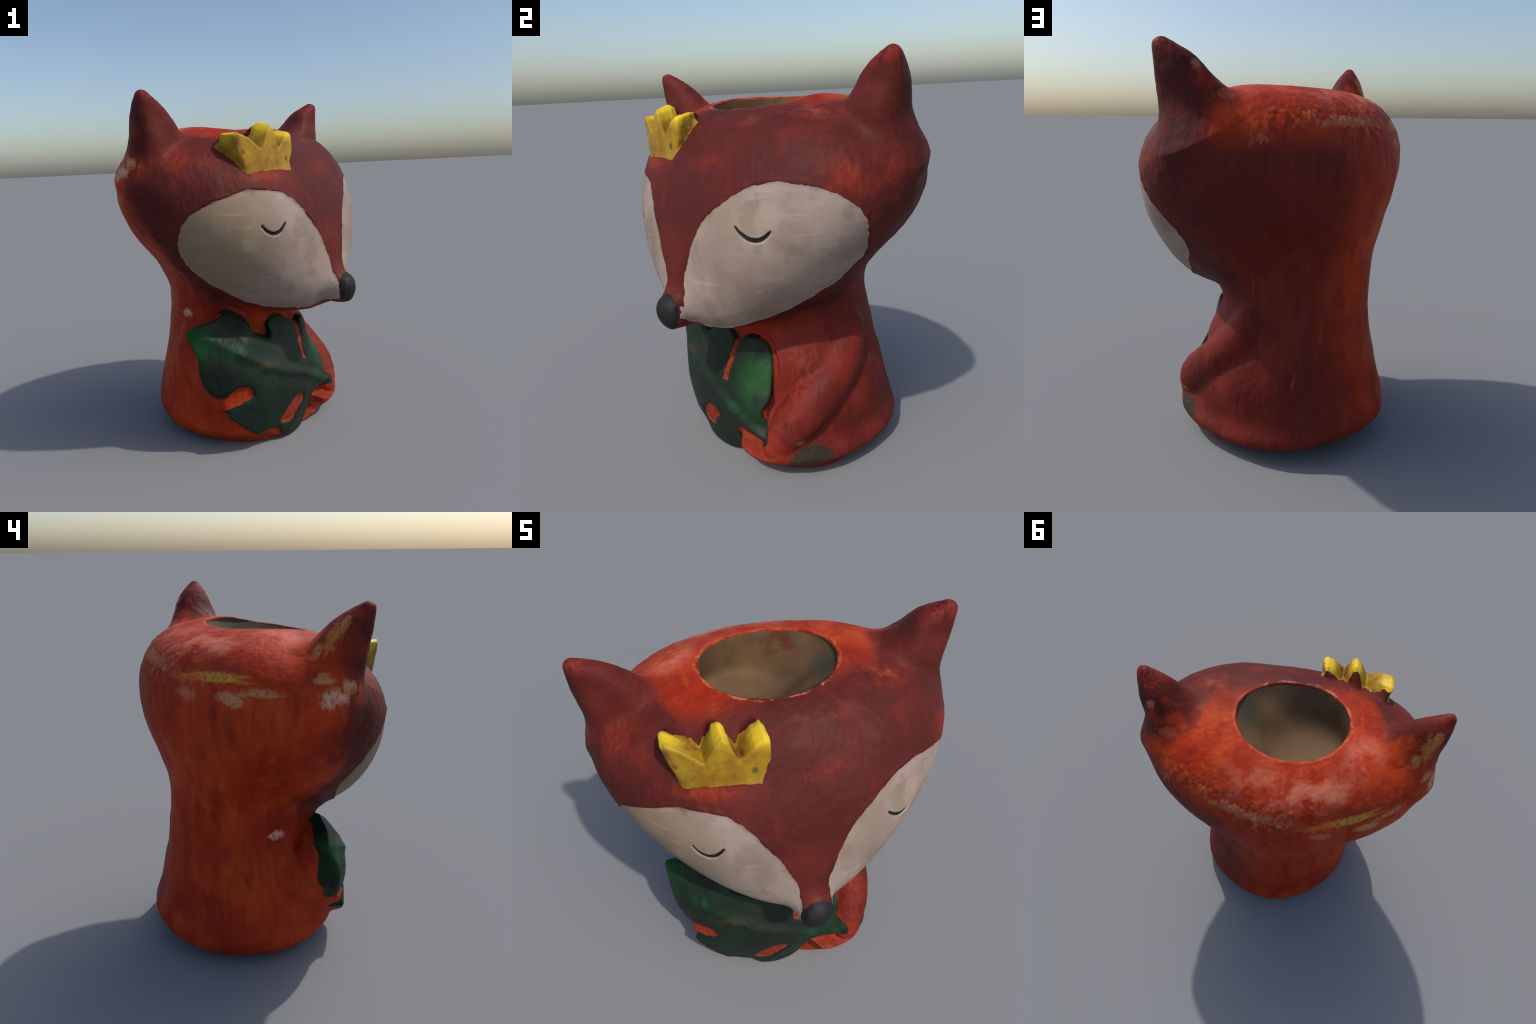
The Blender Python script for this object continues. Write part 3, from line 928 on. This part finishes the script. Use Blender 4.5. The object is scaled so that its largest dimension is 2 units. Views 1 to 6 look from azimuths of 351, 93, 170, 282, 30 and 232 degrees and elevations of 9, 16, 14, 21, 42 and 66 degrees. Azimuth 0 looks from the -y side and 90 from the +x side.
def gold_paint():
    p = Paint("yellow_gold_paint")
    a = p.noise(9, 4, shift=(1, 2, 7))
    b = p.noise(24, 4, shift=(5, 5, 5))
    c = p.mix(srgb(146, 108, 26), srgb(164, 130, 28), p.ramp(a, .38, .62))  # gold base lowered to match the crown front's baked shade
    c = p.mix(c, srgb(150, 96, 28), p.mul(p.ramp(b, .50, .66), .6))
    c = p.mix(c, srgb(104, 58, 36), p.mul(p.ramp(b, .66, .76), .5))
    c = p.mix(c, srgb(112, 62, 34), p.mul(p.ramp(p.noise(13, 4, shift=(2, 7, 3), warp=.6), .60, .72), .6))
    # points coloured brighter for the light caught on their tops
    for at in ((-.53, -.32, 1.76), (-.32, -.38, 1.79), (-.16, -.42, 1.77)):
        c = p.mix(c, srgb(234, 196, 40), p.mul(p.spot(at, (.11, .11, .085), .8), .9))
    # red-brown rubbed into the sides
    for at, r, w in (((-.58, -.28, 1.66), (.07, .14, .14), 1.0), ((-.14, -.39, 1.66), (.045, .06, .16), .8), ((-.505, -.41, 1.66), (.022, .04, .022), .9),
                     ((-.53, -.38, 1.72), (.03, .05, .06), .8), ((-.265, -.40, 1.70), (.018, .06, .08), .8), ((-.32, -.40, 1.76), (.02, .035, .03), .6), ((-.245, -.43, 1.70), (.012, .05, .06), .9), ((-.15, -.40, 1.72), (.03, .05, .03), .5), ((-.49, -.32, 1.73), (.05, .06, .02), .5)):
        c = p.mix(c, srgb(84, 40, 30), p.mul(p.spot(at, r), p.ramp(b, .24, .48), w))
    c = p.mix(c, srgb(80, 76, 40), p.mul(p.spot((-.205, -.46, 1.622), (.018, .03, .024), .7), .9))
    return p.finish(c, .5, p.add(a, p.mul(b, .4)), .25, .006, .3)


def black_paint():
    p = Paint("soft_black_paint")
    a = p.noise(12, 4)
    return p.finish(p.mix(srgb(27, 26, 26), srgb(36, 34, 34), p.ramp(a, .4, .65)), .6, a, .1, .005, .2)


def bare_clay():
    p = Paint("bare_bisque_clay")
    a = p.noise(5, 4, shift=(3, 3, 8))
    b = p.noise(12, 5, shift=(6, 1, 4), rough=.65)
    c = p.mix(srgb(94, 72, 50), srgb(110, 84, 58), p.ramp(a, .4, .62))
    c = p.mix(c, srgb(112, 90, 66), p.mul(p.ramp(p.z, 1.66, 1.60), .5))
    stain = p.spot((.12, .24, 1.77), (.24, .16, .13), .9)
    c = p.mix(c, srgb(96, 46, 28), p.mul(stain, p.ramp(b, .42, .58), .9))
    c = p.mix(c, srgb(60, 66, 54), p.mul(p.spot((.26, -.04, 1.74), (.14, .22, .14), .9), .75))
    c = p.mix(c, srgb(46, 36, 28), p.mul(p.spot((.215, .08, 1.683), (.012, .03, .035), .5), .9))
    return p.finish(c, .8, b, .15, .006, .2)


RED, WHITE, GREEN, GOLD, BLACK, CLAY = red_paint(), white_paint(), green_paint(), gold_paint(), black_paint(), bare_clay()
LOOK = {"crown": GOLD, "leaf": GREEN, "nose": BLACK, "closed_eye": BLACK, "white_cheek": WHITE, "planting_bowl": CLAY}

# ----------------------------------------------------------------------------
# objects
# ----------------------------------------------------------------------------
fox = bpy.data.objects.new("fox_planter", None)
fox.empty_display_size = .3
fox.rotation_euler = (0, 0, math.radians(45))
fox["label"] = "hand-painted red clay fox planter with crown and leaf"
fox["category"] = "flower pot"
bpy.context.scene.collection.objects.link(fox)


def part(name, tris):
    used, inv = np.unique(tris, return_inverse=True)
    tris = inv.reshape(-1, 3).astype(np.int32)
    me = bpy.data.meshes.new(name)
    me.vertices.add(len(used))
    me.vertices.foreach_set("co", V[used].astype(np.float32).ravel())
    me.loops.add(tris.size)
    me.loops.foreach_set("vertex_index", tris.ravel())
    me.polygons.add(len(tris))
    me.polygons.foreach_set("loop_start", np.arange(0, tris.size, 3, dtype=np.int32))
    me.polygons.foreach_set("use_smooth", np.ones(len(tris), bool))
    me.update(calc_edges=True)
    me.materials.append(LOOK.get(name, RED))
    me.normals_split_custom_set_from_vertices(N[used].astype(np.float32))
    ob = bpy.data.objects.new(name, me)
    bpy.context.scene.collection.objects.link(ob)
    return ob


made = [(NAMES[k], part(NAMES[k], T[owner == k])) for k in range(len(NAMES)) if (owner == k).any()]
first = {}
for name, ob in made:
    first.setdefault(name, ob)
for name, ob in made:
    on_head = name in ("ear", "nose", "closed_eye", "white_cheek", "crown", "planting_bowl")
    ob.parent = first["head"] if on_head else first["torso"] if name == "leaf" else fox
